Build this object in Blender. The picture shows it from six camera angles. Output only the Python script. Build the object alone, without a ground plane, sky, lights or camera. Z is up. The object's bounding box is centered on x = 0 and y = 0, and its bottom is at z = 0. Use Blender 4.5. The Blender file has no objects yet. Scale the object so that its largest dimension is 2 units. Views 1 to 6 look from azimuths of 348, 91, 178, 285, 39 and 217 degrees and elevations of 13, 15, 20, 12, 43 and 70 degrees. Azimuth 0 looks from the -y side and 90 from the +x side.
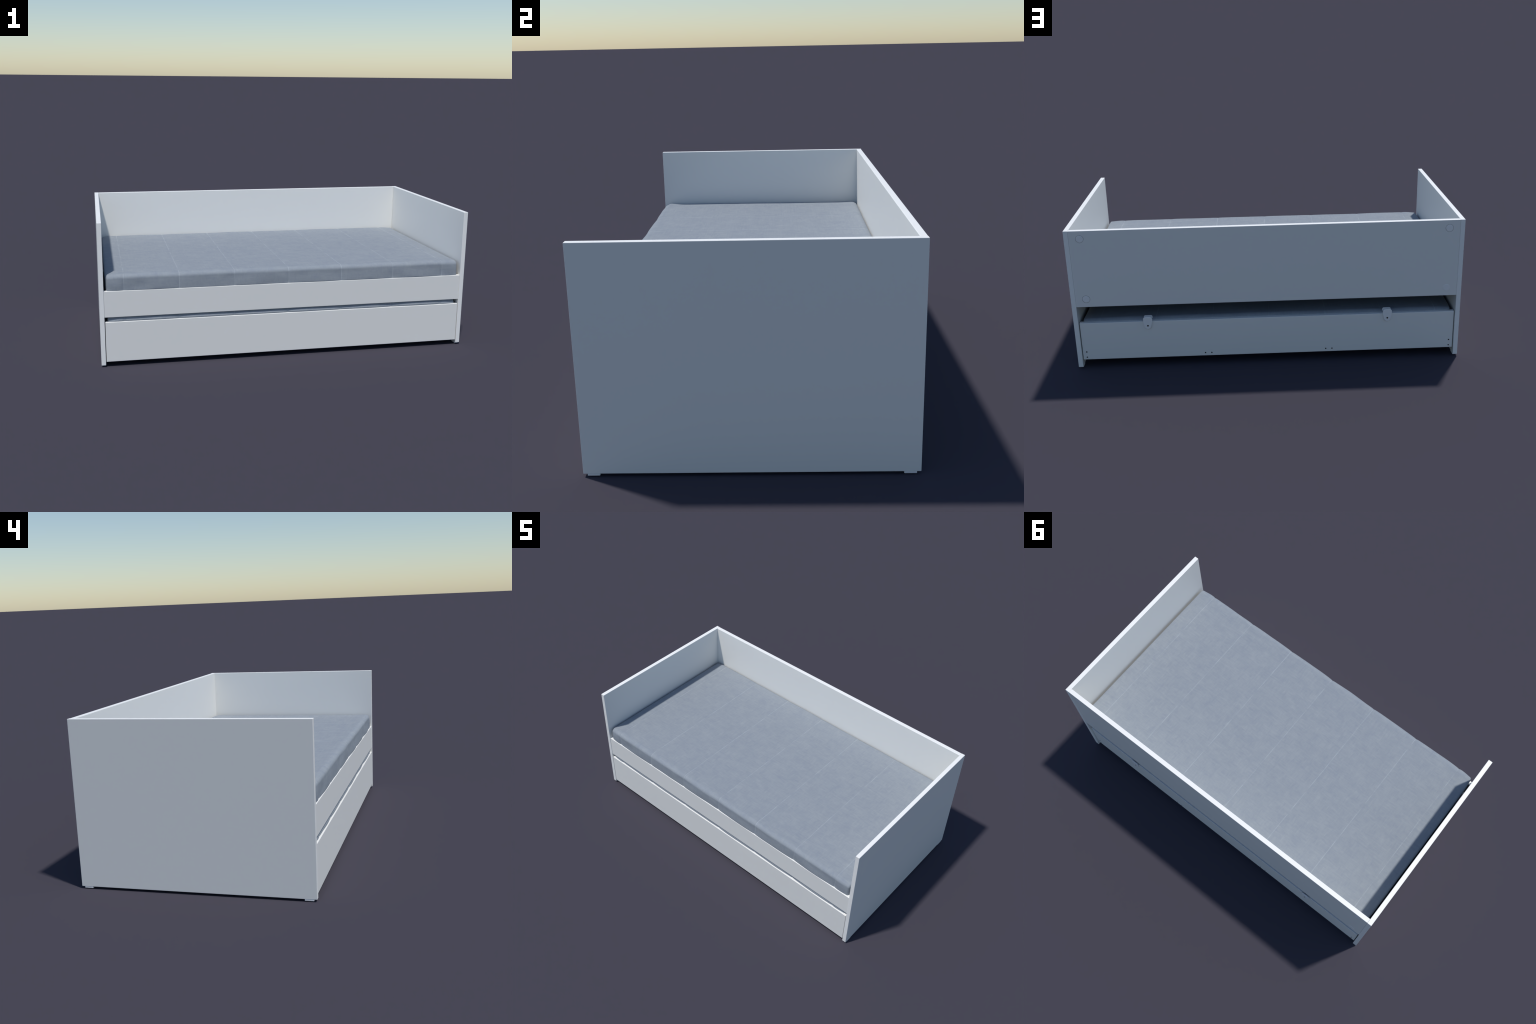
"""White day bed with a pull-out trundle drawer and two grey quilted mattresses."""
import bpy, bmesh, math, random
from mathutils import Vector, noise

random.seed(7)

# ------------------------------------------------------------------ sizes (metres)
HALF_LENGTH = 1.0          # outer faces of the end panels
HALF_DEPTH = 0.530
BOARD = 0.023              # board thickness
INNER = HALF_LENGTH - BOARD
PANEL_BOTTOM, PANEL_TOP = 0.008, 0.7575
BACK_BOTTOM = 0.349
RAIL_FRONT, RAIL_BOTTOM, RAIL_TOP = -0.5275, 0.2645, 0.4025
DRAWER_FRONT, DRAWER_BOTTOM, DRAWER_TOP = -0.5292, 0.0255, 0.2385
DRAWER_BACK, DRAWER_BACK_BOTTOM, DRAWER_BACK_TOP = 0.5205, 0.0455, 0.2540
DRAWER_HALF = 0.9735
SEAMS = [-0.875, -0.590, -0.299, -0.006, 0.2875, 0.5805, 0.870]


# ------------------------------------------------------------------ materials
class Nodes:
    """Small helper to write node trees."""

    def __init__(self, name):
        self.mat = bpy.data.materials.new(name)
        self.mat.use_nodes = True
        self.tree = self.mat.node_tree
        self.bsdf = self.tree.nodes["Principled BSDF"]
        self.coord = self.tree.nodes.new("ShaderNodeTexCoord").outputs["Object"]

    def link(self, a, b):
        self.tree.links.new(a, b)

    def node(self, kind, **inputs):
        n = self.tree.nodes.new(kind)
        for k, v in inputs.items():
            s = n.inputs[k.replace("_", " ")]
            if isinstance(v, bpy.types.NodeSocket):
                self.link(v, s)
            else:
                s.default_value = v
        return n

    def stretched(self, scale):
        n = self.node("ShaderNodeMapping", Vector=self.coord)
        n.inputs["Scale"].default_value = scale
        return n.outputs[0]

    def noise(self, vector, scale, detail=3.0, rough=0.5):
        return self.node("ShaderNodeTexNoise", Vector=vector, Scale=scale,
                         Detail=detail, Roughness=rough).outputs["Fac"]

    def math(self, op, a, b=None, clamp=False):
        n = self.tree.nodes.new("ShaderNodeMath")
        n.operation, n.use_clamp = op, clamp
        for s, v in zip(n.inputs, (a, b)):
            if v is None:
                continue
            if isinstance(v, bpy.types.NodeSocket):
                self.link(v, s)
            else:
                s.default_value = v
        return n.outputs[0]

    def ramp(self, fac, stops):
        n = self.node("ShaderNodeValToRGB", Fac=fac)
        e = n.color_ramp.elements
        while len(e) < len(stops):
            e.new(0.5)
        for el, (p, c) in zip(e, stops):
            el.position, el.color = p, (*c, 1.0)
        return n.outputs["Color"]

    def mix(self, fac, a, b):
        n = self.tree.nodes.new("ShaderNodeMix")
        n.data_type = "RGBA"
        for s, v in ((n.inputs["Factor"], fac), (n.inputs["A"], a), (n.inputs["B"], b)):
            if isinstance(v, bpy.types.NodeSocket):
                self.link(v, s)
            else:
                s.default_value = v
        return n.outputs["Result"]

    def finish(self, colour, roughness, bump=None, strength=0.1, distance=0.001, specular=0.5):
        self.link(colour, self.bsdf.inputs["Base Color"])
        self.bsdf.inputs["Roughness"].default_value = roughness
        self.bsdf.inputs["Specular IOR Level"].default_value = specular
        if bump is not None:
            b = self.node("ShaderNodeBump", Height=bump, Strength=strength, Distance=distance)
            self.link(b.outputs[0], self.bsdf.inputs["Normal"])
        return self.mat


def white_lacquer():
    n = Nodes("white_lacquer")
    cloud = n.noise(n.coord, 2.0, 2.0)
    colour = n.ramp(cloud, [(0.3, (0.839, 0.839, 0.812)), (0.7, (0.844, 0.843, 0.816))])
    return n.finish(colour, 0.50, n.noise(n.coord, 160.0, 2.0), 0.008, 0.001, 0.5)


def bright_edge_white():
    """Plain brighter white on the narrow edges of the boards."""
    n = Nodes("bright_edge_white")
    colour = n.ramp(n.noise(n.coord, 9.0, 3.0), [(0.3, (0.905, 0.908, 0.888)), (0.7, (0.925, 0.925, 0.905))])
    return n.finish(colour, 0.45, specular=0.5)


def white_plastic():
    n = Nodes("white_plastic")
    colour = n.ramp(n.noise(n.coord, 30.0), [(0.3, (0.86, 0.86, 0.86)), (0.7, (0.89, 0.89, 0.885))])
    return n.finish(colour, 0.42)


def dark_metal():
    n = Nodes("dark_metal")
    colour = n.ramp(n.noise(n.coord, 300.0), [(0.3, (0.02, 0.02, 0.022)), (0.7, (0.10, 0.095, 0.09))])
    n.bsdf.inputs["Metallic"].default_value = 0.6
    return n.finish(colour, 0.45)


def pale_wood():
    n = Nodes("pale_wood")
    grain = n.noise(n.stretched((14.0, 1.5, 14.0)), 6.0, 5.0, 0.6)
    colour = n.ramp(grain, [(0.3, (0.50, 0.37, 0.24)), (0.7, (0.62, 0.49, 0.34))])
    return n.finish(colour, 0.6)


def grey_fabric():
    """Blue-grey woven cover: slubs along x and y, soft mottling, paler stitched seams."""
    n = Nodes("grey_fabric")
    blotch = n.noise(n.stretched((1.0, 1.4, 1.4)), 17.0, 4.0, 0.62)
    weft = n.noise(n.stretched((24.0, 105.0, 80.0)), 1.0, 4.0, 0.62)
    warp = n.noise(n.stretched((105.0, 24.0, 40.0)), 1.0, 4.0, 0.62)
    patch = n.math("MULTIPLY", n.math("SUBTRACT", n.noise(n.coord, 21.0, 2.0), 0.40), 5.0, clamp=True)
    weave = n.math("ADD", n.math("MULTIPLY", weft, n.math("SUBTRACT", 1.0, patch)), n.math("MULTIPLY", warp, patch))
    thread_x = n.noise(n.stretched((5.0, 190.0, 190.0)), 1.0, 2.0, 0.6)
    thread_y = n.noise(n.stretched((190.0, 5.0, 190.0)), 1.0, 2.0, 0.6)
    threads = n.math("ADD", n.math("MULTIPLY", thread_x, 0.62), n.math("MULTIPLY", thread_y, 0.38))
    tone = n.math("ADD", n.math("MULTIPLY", weave, 0.44),
                  n.math("ADD", n.math("MULTIPLY", blotch, 0.32), n.math("MULTIPLY", threads, 0.24)))
    cloth = n.ramp(tone, [(0.36, (0.252, 0.286, 0.338)), (0.50, (0.284, 0.318, 0.359)),
                          (0.64, (0.316, 0.348, 0.384))])
    # stitched seams: thin, slightly broken pale lines across the mattress
    x = n.node("ShaderNodeSeparateXYZ", Vector=n.coord).outputs["X"]
    drift = n.math("MULTIPLY", n.math("SUBTRACT", n.noise(n.stretched((0.0, 5.0, 5.0)), 1.0), 0.5), 0.006)
    xd = n.math("ADD", x, drift)
    line = None
    for s in SEAMS:
        d = n.math("ABSOLUTE", n.math("SUBTRACT", xd, s))
        m = n.math("SUBTRACT", 1.0, n.math("DIVIDE", d, 0.0032), clamp=True)
        line = m if line is None else n.math("MAXIMUM", line, m)
    broken = n.math("MULTIPLY", n.math("SUBTRACT", n.noise(n.coord, 16.0, 4.0), 0.32), 2.8, clamp=True)
    stitch = n.math("MULTIPLY", n.math("MULTIPLY", line, broken), 0.42)
    colour = n.mix(stitch, cloth, (0.50, 0.55, 0.60, 1.0))
    return n.finish(colour, 0.92, weave, 0.35, 0.0012, 0.15)


LACQUER, EDGE_WHITE, PLASTIC, METAL, WOOD, FABRIC = (
    white_lacquer(), bright_edge_white(), white_plastic(), dark_metal(), pale_wood(), grey_fabric())


# ------------------------------------------------------------------ building helpers
def empty(name, label, category):
    o = bpy.data.objects.new(name, None)
    bpy.context.scene.collection.objects.link(o)
    o["label"], o["category"] = label, category
    return o


def mesh_object(name, bm, material, parent=None, smooth=False):
    me = bpy.data.meshes.new(name)
    bmesh.ops.recalc_face_normals(bm, faces=bm.faces)
    bm.to_mesh(me)
    bm.free()
    me.materials.append(material)
    me.polygons.foreach_set("use_smooth", [smooth] * len(me.polygons))
    o = bpy.data.objects.new(name, me)
    bpy.context.scene.collection.objects.link(o)
    o.parent = parent
    return o


def repeat(source, location, parent=None, rotation=None):
    o = source.copy()
    bpy.context.scene.collection.objects.link(o)
    o.location = location
    if rotation:
        o.rotation_euler = rotation
    o.parent = parent or source.parent
    return o


def board(name, lo, hi, parent, material=None, edge=0.0012, centred=False):
    """A sawn board with finely eased edges, between two opposite corners."""
    lo, hi = Vector(lo), Vector(hi)
    mid = (lo + hi) / 2
    bm = bmesh.new()
    bmesh.ops.create_cube(bm, size=1.0)
    for v in bm.verts:
        v.co = Vector(v.co[i] * (hi - lo)[i] for i in range(3))
        if not centred:
            v.co += mid
    bmesh.ops.bevel(bm, geom=list(bm.edges), offset=edge, segments=2, profile=0.5, affect="EDGES")
    o = mesh_object(name, bm, material or LACQUER, parent)
    if material is None:                        # brighter white edges all round
        o.data.materials.append(EDGE_WHITE)
        thin = min(range(3), key=lambda i: (hi - lo)[i])
        for f in o.data.polygons:
            f.material_index = 0 if abs(f.normal[thin]) > 0.99 else 1
    if centred:
        o.location = mid
    return o


def disc(name, radius, depth, parent, material, edge, dome=0.0, sides=40):
    """A round cap whose flat back is at y = 0 and whose front faces +y."""
    bm = bmesh.new()
    rings = [(radius, 0.0), (radius, depth - edge)]
    rings += [(radius - edge * (1 - math.cos(a)), depth - edge + edge * math.sin(a))
              for a in (math.pi / 6, math.pi / 3, math.pi / 2)]
    rings += [((radius - edge) * f, depth + dome * (1 - f * f)) for f in (0.6, 0.25)]
    loops = []
    for r, y in rings:
        loops.append([bm.verts.new((r * math.cos(2 * math.pi * k / sides), y,
                                    r * math.sin(2 * math.pi * k / sides))) for k in range(sides)])
    for a, b in zip(loops, loops[1:]):
        for k in range(sides):
            bm.faces.new((a[k], a[(k + 1) % sides], b[(k + 1) % sides], b[k]))
    bm.faces.new(loops[0])
    bm.faces.new(loops[-1])
    return mesh_object(name, bm, material, parent, smooth=True)


def extruded(name, outline, y0, y1, parent, material, edge=0.0015):
    """An x-z outline extruded along y with rounded rims."""
    bm = bmesh.new()
    a = [bm.verts.new((x, y0, z)) for x, z in outline]
    b = [bm.verts.new((x, y1, z)) for x, z in outline]
    n = len(a)
    bm.faces.new(a)
    bm.faces.new(b[::-1])
    for k in range(n):
        bm.faces.new((a[k], b[k], b[(k + 1) % n], a[(k + 1) % n]))
    rims = [e for e in bm.edges if abs(e.verts[0].co.y - e.verts[1].co.y) < 1e-6]
    bmesh.ops.bevel(bm, geom=rims, offset=edge, segments=3, profile=0.5, affect="EDGES")
    return mesh_object(name, bm, material, parent)


def smoothstep(a, b, x):
    t = min(1.0, max(0.0, (x - a) / (b - a)))
    return t * t * (3 - 2 * t)


# ------------------------------------------------------------------ mattress
def spaced(lo, hi, count, margin, fine):
    """Stations from lo to hi: fine steps inside the margins at both ends, even ones between."""
    ends = [margin * k / fine for k in range(fine)]
    body = [lo + margin + (hi - lo - 2 * margin) * k / count for k in range(count + 1)]
    return [lo + e for e in ends] + body + [hi - e for e in reversed(ends)]


def mattress(name, x_half, y0, y1, z0, z1, ledge, seed, bulge, front_tuck, back_ledge=0.0, back_tuck=0.0):
    """Rounded block, puffed between the cross seams and pinched along them.

    Above `ledge` it bulges out over the board in front of it; below, it is tucked in behind it.
    """
    radius = Vector((0.011, 0.030, 0.021))      # end, front and top roundings
    xs = spaced(-x_half, x_half, 300, 0.034, 9)
    ys = spaced(y0, y1, 120, 0.034, 9)
    zs = spaced(z0, z1, 14, 0.024, 6)
    nx, ny, nz = len(xs), len(ys), len(zs)
    mid = Vector((0, (y0 + y1) / 2, (z0 + z1) / 2))
    half = Vector((x_half, (y1 - y0) / 2, (z1 - z0) / 2))
    off = Vector((seed * 3.7, seed * 1.3, seed * 5.1))
    bounds = [-x_half] + SEAMS + [x_half]
    puff = [1.0 + 0.7 * noise.noise(Vector((i * 1.71, seed, 0.3))) for i in range(len(bounds))]

    def shape(p):
        q = p - mid
        core = Vector(max(r - h, min(h - r, c)) for c, h, r in zip(q, half, radius))
        d = Vector((a - b) / r for a, b, r in zip(q, core, radius))
        if d.length > 1e-9:
            n = d.normalized()
            q = core + Vector(a * r for a, r in zip(n, radius))
        else:
            n = Vector((0, 0, 1 if q.z > 0 else -1))
        x = q.x
        seg = max(i for i in range(len(bounds) - 1) if x >= bounds[i] - 1e-6)
        t = (x - bounds[seg]) / (bounds[seg + 1] - bounds[seg])
        swell = math.sin(math.pi * min(1.0, max(0.0, t))) ** 0.6 * puff[seg]
        near = min(abs(x - s) for s in SEAMS)
        pinch = math.exp(-near / 0.006)
        rim = smoothstep(half.y - 0.12, half.y, abs(q.y))
        front = smoothstep(0.3, 0.9, -n.y)
        top = max(0.0, n.z)
        amount = 0.0
        if n.z > -0.2:
            amount += top * (0.0012 * swell * (0.7 + 0.5 * rim) - pinch * (0.0008 + 0.0003 * rim))
            low = smoothstep(z1, ledge, q.z + mid.z)
            amount += front * (bulge * swell * (0.4 + 1.2 * low) + 0.0020 * low - (0.0018 + 0.0004 * low) * pinch)
            amount += 0.0010 * noise.noise(Vector((x * 5, q.y * 5, q.z * 9)) + off)
            amount += front * 0.0022 * noise.noise(Vector((x * 9, q.y * 6, q.z * 20)) + off)
            amount += rim * top * 0.0016 * noise.noise(Vector((x * 7, q.y * 9, 2.0)) + off)
        out = q + n * amount
        # the top sinks towards both short ends, less so at the corners
        sink = smoothstep(half.x - 0.085, half.x, abs(x)) * max(0.0, q.z / half.z)
        corner = smoothstep(half.y - 0.10, half.y - 0.03, abs(q.y))
        out.z -= sink * (0.0065 - 0.0025 * corner)
        # the short ends bow out a little in the middle and stand in at the corners
        endface = smoothstep(half.x - 0.05, half.x, abs(x))
        out.x -= math.copysign(0.0008, x) * endface * smoothstep(half.y - 0.07, half.y, abs(q.y))
        if x < 0:
            out.x -= 0.0042 * endface * (1.0 - smoothstep(half.y - 0.09, half.y - 0.01, abs(q.y)))
        # corners of the long sides are drawn in
        out.y += (math.copysign(1, -q.y) * 0.0035 * smoothstep(half.y - 0.03, half.y, abs(q.y))
                  * smoothstep(half.x - 0.07, half.x, abs(x)))
        out += mid
        below = 1.0 - smoothstep(ledge - 0.005, ledge + 0.0003, out.z)
        if q.y < 0:
            out.y += front_tuck * below * smoothstep(half.y - 0.06, half.y - 0.02, -q.y)
        elif back_tuck:
            under = 1.0 - smoothstep(back_ledge - 0.004, back_ledge + 0.0005, out.z)
            out.y -= back_tuck * under * smoothstep(half.y - 0.06, half.y - 0.02, q.y)
        return out

    bm = bmesh.new()
    index = {}

    def vert(i, j, k):
        key = (i, j, k)
        if key not in index:
            index[key] = bm.verts.new(shape(Vector((xs[i], ys[j], zs[k]))))
        return index[key]

    for k in (0, nz - 1):
        for i in range(nx - 1):
            for j in range(ny - 1):
                bm.faces.new((vert(i, j, k), vert(i + 1, j, k), vert(i + 1, j + 1, k), vert(i, j + 1, k)))
    for j in (0, ny - 1):
        for i in range(nx - 1):
            for k in range(nz - 1):
                bm.faces.new((vert(i, j, k), vert(i + 1, j, k), vert(i + 1, j, k + 1), vert(i, j, k + 1)))
    for i in (0, nx - 1):
        for j in range(ny - 1):
            for k in range(nz - 1):
                bm.faces.new((vert(i, j, k), vert(i, j + 1, k), vert(i, j + 1, k + 1), vert(i, j, k + 1)))
    return mesh_object(name, bm, FABRIC, smooth=True)


# ------------------------------------------------------------------ bed frame
bed = empty("daybed", "white panelled day bed with low trundle drawer underneath", "bed")

feet_y = 0.497
for side in (-1, 1):
    a, b = sorted((side * INNER, side * HALF_LENGTH))
    panel = board("side_panel", (a, -HALF_DEPTH, PANEL_BOTTOM), (b, HALF_DEPTH, PANEL_TOP), bed)
    for sy in (-1, 1):
        board("foot", (a + 0.0006, sy * feet_y - 0.020, 0.0), (b - 0.0010, sy * feet_y + 0.020, PANEL_BOTTOM - 0.0002),
              panel, PLASTIC, 0.0018)

back = board("back_panel", (-INNER + 0.0004, HALF_DEPTH - 0.0242, BACK_BOTTOM),
             (INNER - 0.0004, HALF_DEPTH - 0.0006, PANEL_TOP - 0.0006), bed)
BACK_FACE = HALF_DEPTH - 0.0006
# connector fittings: shallow bored recesses closed by round covers
spots = [(0.922, 0.7150), (0.922, 0.3920), (-0.922, 0.7150), (-0.922, 0.3925)]
drill = bmesh.new()
for x, z in spots:
    ring = bmesh.ops.create_cone(drill, cap_ends=True, segments=40, radius1=0.0206, radius2=0.0206, depth=0.010)
    for v in ring["verts"]:
        v.co = Vector((v.co.x + x, v.co.z + BACK_FACE + 0.005 - 0.0030, v.co.y + z))
drill_object = mesh_object("drill", drill, LACQUER)
cut = back.modifiers.new("bore", "BOOLEAN")
cut.operation, cut.object, cut.solver = "DIFFERENCE", drill_object, "EXACT"
graph = bpy.context.evaluated_depsgraph_get()
bored = bpy.data.meshes.new_from_object(back.evaluated_get(graph))
back.modifiers.clear()
back.data = bored
bpy.data.objects.remove(drill_object)
cap = disc("cover_cap", 0.0186, 0.0038, back, PLASTIC, 0.0008, 0.0001)
cap.location = (spots[0][0], BACK_FACE - 0.0029, spots[0][1])
for x, z in spots[1:]:
    repeat(cap, (x, BACK_FACE - 0.0029, z))

board("front_rail", (-INNER + 0.0004, RAIL_FRONT, RAIL_BOTTOM), (INNER - 0.0004, RAIL_FRONT + BOARD, RAIL_TOP), bed)

# mattress support: two long battens and the slats lying on them
for y in (RAIL_FRONT + BOARD + 0.0128, HALF_DEPTH - 0.0242 - 0.0128):
    board("batten", (-0.970, y - 0.0122, 0.3500), (0.970, y + 0.0122, 0.3640), bed, WOOD)
slat = board("slat", (-0.940, -0.5030, 0.3642), (-0.885, 0.5040, 0.3740), bed, WOOD, centred=True)
for k in range(1, 15):
    repeat(slat, (slat.location.x + k * 0.1304, slat.location.y, slat.location.z))

# ------------------------------------------------------------------ trundle drawer
board("drawer_front", (-DRAWER_HALF, DRAWER_FRONT, DRAWER_BOTTOM),
      (DRAWER_HALF, DRAWER_FRONT + BOARD, DRAWER_TOP), bed)
drawer_back = board("drawer_back", (-DRAWER_HALF + 0.001, DRAWER_BACK - BOARD, DRAWER_BACK_BOTTOM),
                    (DRAWER_HALF - 0.001, DRAWER_BACK, DRAWER_BACK_TOP), bed, edge=0.0016)
for side in (-1, 1):
    a, b = sorted((side * (DRAWER_HALF - 0.0015), side * (DRAWER_HALF - 0.0195)))
    board("drawer_side", (a, DRAWER_FRONT + BOARD + 0.0003, DRAWER_BACK_BOTTOM),
          (b, DRAWER_BACK - BOARD - 0.0003, 0.175), bed)
board("drawer_bottom", (-DRAWER_HALF + 0.021, DRAWER_FRONT + BOARD + 0.0003, 0.058),
      (DRAWER_HALF - 0.021, DRAWER_BACK - BOARD - 0.0003, 0.068), bed)

# screws in the drawer's back
screw = disc("screw", 0.0038, 0.0012, drawer_back, METAL, 0.0005, 0.0, 20)
screw.location = (0.9520, DRAWER_BACK - 0.0004, 0.0895)
for x, z in ((0.9525, 0.0590), (-0.9525, 0.0900), (-0.9525, 0.0590),
             (0.3335, 0.0625), (0.3005, 0.0620), (-0.3005, 0.0625), (-0.3335, 0.0625)):
    repeat(screw, (x, DRAWER_BACK - 0.0004, z))

# plastic hooks that straddle the drawer's back
shield = []
for k in range(9):                                   # rounded foot of the shield
    a = math.pi + math.pi * k / 8
    shield.append((0.0155 * math.cos(a), 0.0145 + 0.0125 * math.sin(a)))
shield += [(0.0205, 0.033), (0.0232, 0.047), (0.0242, 0.056), (0.0228, 0.0625), (0.0180, 0.0685), (0.0095, 0.0715)]
shield += [(-x, z) for x, z in reversed(shield[9:])]
tab = [(-0.0225, 0.0), (0.0225, 0.0), (0.0225, 0.046), (0.0200, 0.0515), (0.0150, 0.054),
       (-0.0150, 0.054), (-0.0200, 0.0515), (-0.0225, 0.046)]
hook = extruded("hook", shield, 0.0003, 0.0082, drawer_back, PLASTIC, 0.0030)
hook.location = (0.6215, DRAWER_BACK, 0.2095)
hook_b = repeat(hook, (-0.6215, DRAWER_BACK, 0.2095))
inner = extruded("hook_tab", tab, -0.0280, -0.0236, hook, PLASTIC, 0.0012)
inner.location = (0.0, 0.0, 0.0133)
bridge = board("hook_bridge", (-0.0110, -0.0238, 0.0449), (0.0110, 0.0012, 0.0535), hook, PLASTIC)
hook_screw = disc("screw", 0.0046, 0.0010, hook, METAL, 0.0004, 0.0, 20)
hook_screw.location = (0.0, 0.0078, 0.0225)
for o in (inner, bridge, hook_screw):
    repeat(o, o.location, hook_b)

# ------------------------------------------------------------------ mattresses
upper = mattress("mattress", 0.9655, -0.5200, 0.5045, 0.3745, 0.4852, RAIL_TOP, 1.0, 0.0020, 0.0240)
upper["label"], upper["category"] = "blue-grey fabric mattress with stitched cross seams", "mattress"

lower = mattress("mattress", 0.9620, -0.5195, 0.5060, 0.0690, 0.2655, DRAWER_TOP, 2.0, 0.0014, 0.0205,
                 DRAWER_BACK_TOP, 0.0105)
lower["label"], lower["category"] = "lower grey fabric mattress inside the drawer", "mattress"
